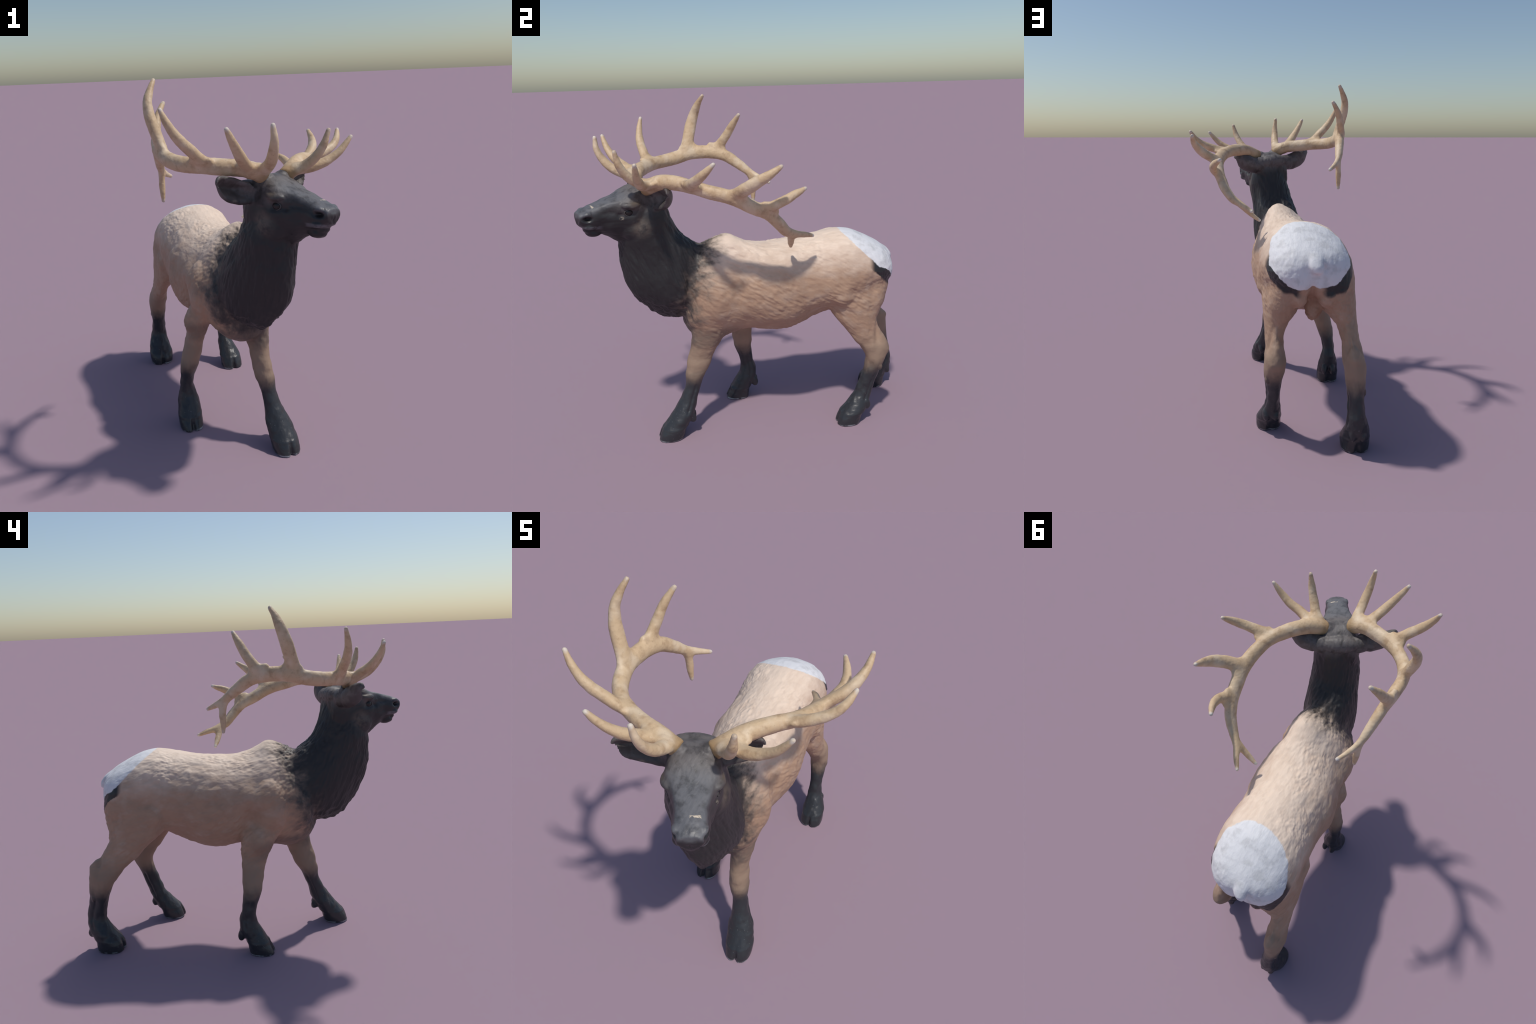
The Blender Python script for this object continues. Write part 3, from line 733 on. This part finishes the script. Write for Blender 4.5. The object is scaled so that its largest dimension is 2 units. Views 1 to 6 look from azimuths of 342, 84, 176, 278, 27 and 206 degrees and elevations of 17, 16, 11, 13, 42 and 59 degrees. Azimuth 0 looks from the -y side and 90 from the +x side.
# --------------------------------------------------------------------------
# antlers
# --------------------------------------------------------------------------
ANTLERS = {
    1: {"beam": [(-0.045, -0.650, 1.545), (-0.122, -0.648, 1.588), (-0.217, -0.623, 1.601), (-0.312, -0.581, 1.611), (-0.382, -0.532, 1.615), (-0.43, -0.471, 1.622), (-0.457, -0.407, 1.637), (-0.469, -0.35, 1.652), (-0.47, -0.307, 1.657), (-0.467, -0.266, 1.657), (-0.463, -0.215, 1.654), (-0.451, -0.143, 1.637), (-0.436, -0.055, 1.580), (-0.418, 0.02, 1.522), (-0.388, 0.078, 1.490), (-0.352, 0.129, 1.467)],
        "end": [(-0.420, 0.015, 1.530), (-0.419, 0.034, 1.452), (-0.42, 0.033, 1.393), (-0.42, 0.035, 1.347)],
        "royal": [(-0.462, -0.371, 1.657), (-0.493, -0.347, 1.765), (-0.509, -0.327, 1.839), (-0.509, -0.306, 1.895), (-0.49, -0.282, 1.947), (-0.465, -0.252, 1.993)],
        "fifth": [(-0.473, -0.192, 1.663), (-0.451, -0.124, 1.745), (-0.434, -0.087, 1.803), (-0.416, -0.065, 1.839), (-0.402, -0.051, 1.861), (-0.39, -0.041, 1.877)],
        "trez": [(-0.317, -0.598, 1.619), (-0.377, -0.624, 1.682), (-0.425, -0.641, 1.729), (-0.46, -0.647, 1.774), (-0.487, -0.645, 1.822), (-0.507, -0.636, 1.871)],
        "bez": [(-0.115, -0.650, 1.585), (-0.146, -0.692, 1.608), (-0.182, -0.744, 1.643), (-0.211, -0.785, 1.681), (-0.234, -0.81, 1.717), (-0.255, -0.827, 1.753), (-0.274, -0.84, 1.79)],
        "brow": [(-0.088, -0.652, 1.566), (-0.066, -0.685, 1.584), (-0.064, -0.729, 1.605), (-0.062, -0.773, 1.631), (-0.064, -0.815, 1.676), (-0.067, -0.844, 1.733), (-0.074, -0.85, 1.795)]},
    2: {"beam": [(0.070, -0.592, 1.528), (0.163, -0.497, 1.571), (0.241, -0.404, 1.574), (0.298, -0.321, 1.557), (0.327, -0.239, 1.534), (0.339, -0.17, 1.516), (0.341, -0.101, 1.488), (0.334, -0.026, 1.447), (0.317, 0.048, 1.408), (0.289, 0.106, 1.347), (0.249, 0.148, 1.295), (0.201, 0.2, 1.267), (0.167, 0.261, 1.251), (0.132, 0.312, 1.235)],
        "end": [(0.215, 0.177, 1.275), (0.143, 0.188, 1.21), (0.11, 0.192, 1.184), (0.085, 0.195, 1.167)],
        "brow": [(0.100, -0.580, 1.548), (0.152, -0.618, 1.574), (0.187, -0.657, 1.608), (0.212, -0.682, 1.647), (0.228, -0.697, 1.683), (0.238, -0.704, 1.719), (0.246, -0.708, 1.746)],
        "bez": [(0.125, -0.550, 1.556), (0.18, -0.573, 1.558), (0.241, -0.592, 1.572), (0.308, -0.595, 1.598), (0.353, -0.599, 1.628), (0.387, -0.598, 1.663), (0.415, -0.597, 1.695)],
        "trez": [(0.306, -0.353, 1.567), (0.355, -0.34, 1.582), (0.405, -0.325, 1.598), (0.455, -0.303, 1.621), (0.497, -0.267, 1.656), (0.521, -0.226, 1.697)],
        "royal": [(0.34, -0.129, 1.51), (0.424, -0.068, 1.561), (0.464, -0.012, 1.6), (0.48, 0.033, 1.628), (0.485, 0.069, 1.651), (0.486, 0.097, 1.671)],
        "fifth": [(0.326, 0.026, 1.43), (0.361, 0.096, 1.469), (0.36, 0.142, 1.49), (0.349, 0.177, 1.507), (0.333, 0.211, 1.52), (0.316, 0.241, 1.532)]}}
# radius along a branch: (in the plane of the branch, across it)
RADII = {"beam": [(0.040, 0.036), (0.039, 0.036), (0.038, 0.033), (0.036, 0.031), (0.038, 0.031), (0.039, 0.031), (0.036, 0.029), (0.030, 0.025), (0.023, 0.019), (0.010, 0.010)],
         "royal": [(0.040, 0.027), (0.036, 0.027), (0.033, 0.026), (0.029, 0.022), (0.021, 0.017), (0.010, 0.010)],
         "end": [(0.024, 0.020), (0.022, 0.018), (0.018, 0.015), (0.009, 0.009)],
         "tine": [(0.034, 0.026), (0.030, 0.025), (0.026, 0.023), (0.023, 0.020), (0.018, 0.016), (0.010, 0.010)]}

def tube(soup, pts, radii, wide, webbed=True):
    pts = np.array(pts, float)
    k = np.concatenate([[0], np.cumsum(np.linalg.norm(np.diff(pts, axis=0), axis=1))])
    cnt = max(16, int(k[-1] / 0.008))
    t = np.linspace(0, k[-1], cnt)
    c = spline(k, pts, t)
    rk = np.linspace(0, k[-1], len(radii))
    rr = 1.07 * spline(rk, radii, t)
    if webbed:      # branches start thin, inside the beam
        rr *= (0.55 + 0.45 * smoothstep(0.0, 0.022, t))[:, None]
    tan = unit(np.gradient(c, axis=0))
    wide = np.asarray(wide, float)
    wd = np.array([np.interp(t, np.linspace(0, k[-1], len(wide)), wide[:, i]) for i in range(3)]).T
    a = unit(wd - tan * (wd * tan).sum(1, keepdims=True))
    b = np.cross(tan, a)
    th = np.linspace(0, 2 * math.pi, 24, endpoint=False)
    rings = [c[i] + rr[i, 0] * np.cos(th)[:, None] * a[i] + rr[i, 1] * np.sin(th)[:, None] * b[i] for i in range(cnt)]
    for q, sc in ((0.55, 0.85), (0.9, 0.5)):
        rings.append(c[-1] + tan[-1] * rr[-1, 1] * q + sc * (rings[cnt - 1] - c[-1]))
    soup.loft(rings)

def antler_material(tips, foot):
    m = Nodes("antler_bone")
    near_tip = None
    for t in tips:
        d = m.vmath("DISTANCE", m.pos, tuple(t))
        near_tip = d if near_tip is None else m.math("MINIMUM", near_tip, d)
    grain = m.noise(26, 4)
    fine = m.noise(110, 3)
    col = m.mix((0.62, 0.45, 0.275), (0.46, 0.31, 0.18), m.step(0.45, 0.75, grain))
    col = m.mix(col, (0.74, 0.59, 0.415), m.math("MULTIPLY", m.step(0.45, 0.70, m.noise(11, 2)), 0.8))
    burr = m.step(0.075, 0.040, m.math("ADD", m.vmath("DISTANCE", m.pos, tuple(foot)), m.math("MULTIPLY", m.math("SUBTRACT", grain, 0.5), 0.03)))
    col = m.mix(col, (0.33, 0.20, 0.085), m.math("MULTIPLY", burr, 0.75))
    pits = m.step(0.60, 0.72, fine)
    col = m.mix(col, (0.26, 0.16, 0.08), m.math("MULTIPLY", pits, 0.22))
    col = m.mix(col, (0.70, 0.67, 0.63), m.step(0.020, 0.0, m.math("ADD", near_tip, m.math("MULTIPLY", m.math("SUBTRACT", grain, 0.5), 0.03))))
    m.put(m.bsdf.inputs["Base Color"], col)
    m.bsdf.inputs["Roughness"].default_value = 0.55
    m.bump(m.math("ADD", grain, m.math("MULTIPLY", fine, 0.4)), 0.35, 0.006)
    return m.mat

for side, branches in ANTLERS.items():
    s = Soup()
    late = (-0.25, 0.0, 1.0) if side == 1 else (0.65, 0.1, 0.75)
    tube(s, branches["beam"], RADII["beam"], [(0, -0.5, 0.85), late, late, late], False)
    beam = np.array(branches["beam"])
    for name, pts in branches.items():
        if name == "beam":
            continue
        i = np.argmin(np.linalg.norm(beam - pts[0], axis=1))
        i0, i1 = max(i - 1, 0), min(i + 1, len(beam) - 1)
        tube(s, pts, RADII.get(name, RADII["tine"]), [beam[i1] - beam[i0]] * 2)
        # webs filling the corners of the fork
        along = unit(beam[i1] - beam[i0])
        k = np.linalg.norm(np.diff(pts, axis=0), axis=1)
        j = int(np.argmax(np.cumsum(k) > 0.07)) + 1
        out_dir = unit(np.array(pts[j]) - beam[i])
        flat = unit(np.cross(along, out_dir))
        small = 0.62 if name == "end" else 1.0
        for sgn in (-1, 1):
            if name == "brow" and sgn < 0:
                continue
            e = unit(out_dir + sgn * along)
            half_angle = 0.5 * math.acos(np.clip(out_dir @ (sgn * along), -1, 1))
            reach = min(0.034 * small / max(math.sin(half_angle), 0.3), 0.060)
            s.ball(np.array(pts[0]) * 0.5 + beam[i] * 0.5 + reach * e, (0.024 * small, 0.024 * small, 0.019 * small), [e, np.cross(flat, e), flat])
    palm = np.array((-0.105, -0.668, 1.582) if side == 1 else (0.130, -0.572, 1.556))
    s.ball(palm, (0.052, 0.052, 0.030), [unit((0.8, 0.6, 0)), unit((-0.45, 0.6, -0.66)), unit((-0.4, 0.53, 0.75))])
    # coronet
    b0 = beam[0]
    d0 = unit(beam[1] - beam[0])
    s.ball(b0 + 0.012 * d0, (0.043, 0.043, 0.020), [unit(np.cross(d0, (0, 0, 1))), unit(np.cross(np.cross(d0, (0, 0, 1)), d0)), d0])
    am, av = remesh(s, "antler", 0.0045)
    sk = Skin(am, av)
    sk.smooth(3)
    crotch = np.zeros(len(sk.v))
    for name, pts in branches.items():
        if name != "beam":
            q = np.array(pts[0]) * 0.6 + np.array(pts[1]) * 0.4
            crotch = np.maximum(crotch, np.exp(-((sk.v - q) ** 2).sum(1) / 0.060**2))
    sk.smooth(60, crotch, taubin=False)
    nn = sk.normals()
    sk.v = sk.v + nn * (0.0010 * noise(sk.v / 0.035, 31 + side) + 0.0006 * noise(sk.v / 0.009, 37))[:, None]
    sk.commit()
    am.polygons.foreach_set("use_smooth", np.ones(len(am.polygons), bool))
    am.materials.append(antler_material([p[-1] for p in branches.values()], branches["beam"][0]))
    ob = bpy.data.objects.new("antler", am)
    bpy.context.scene.collection.objects.link(ob)
    adopt(ob, root)
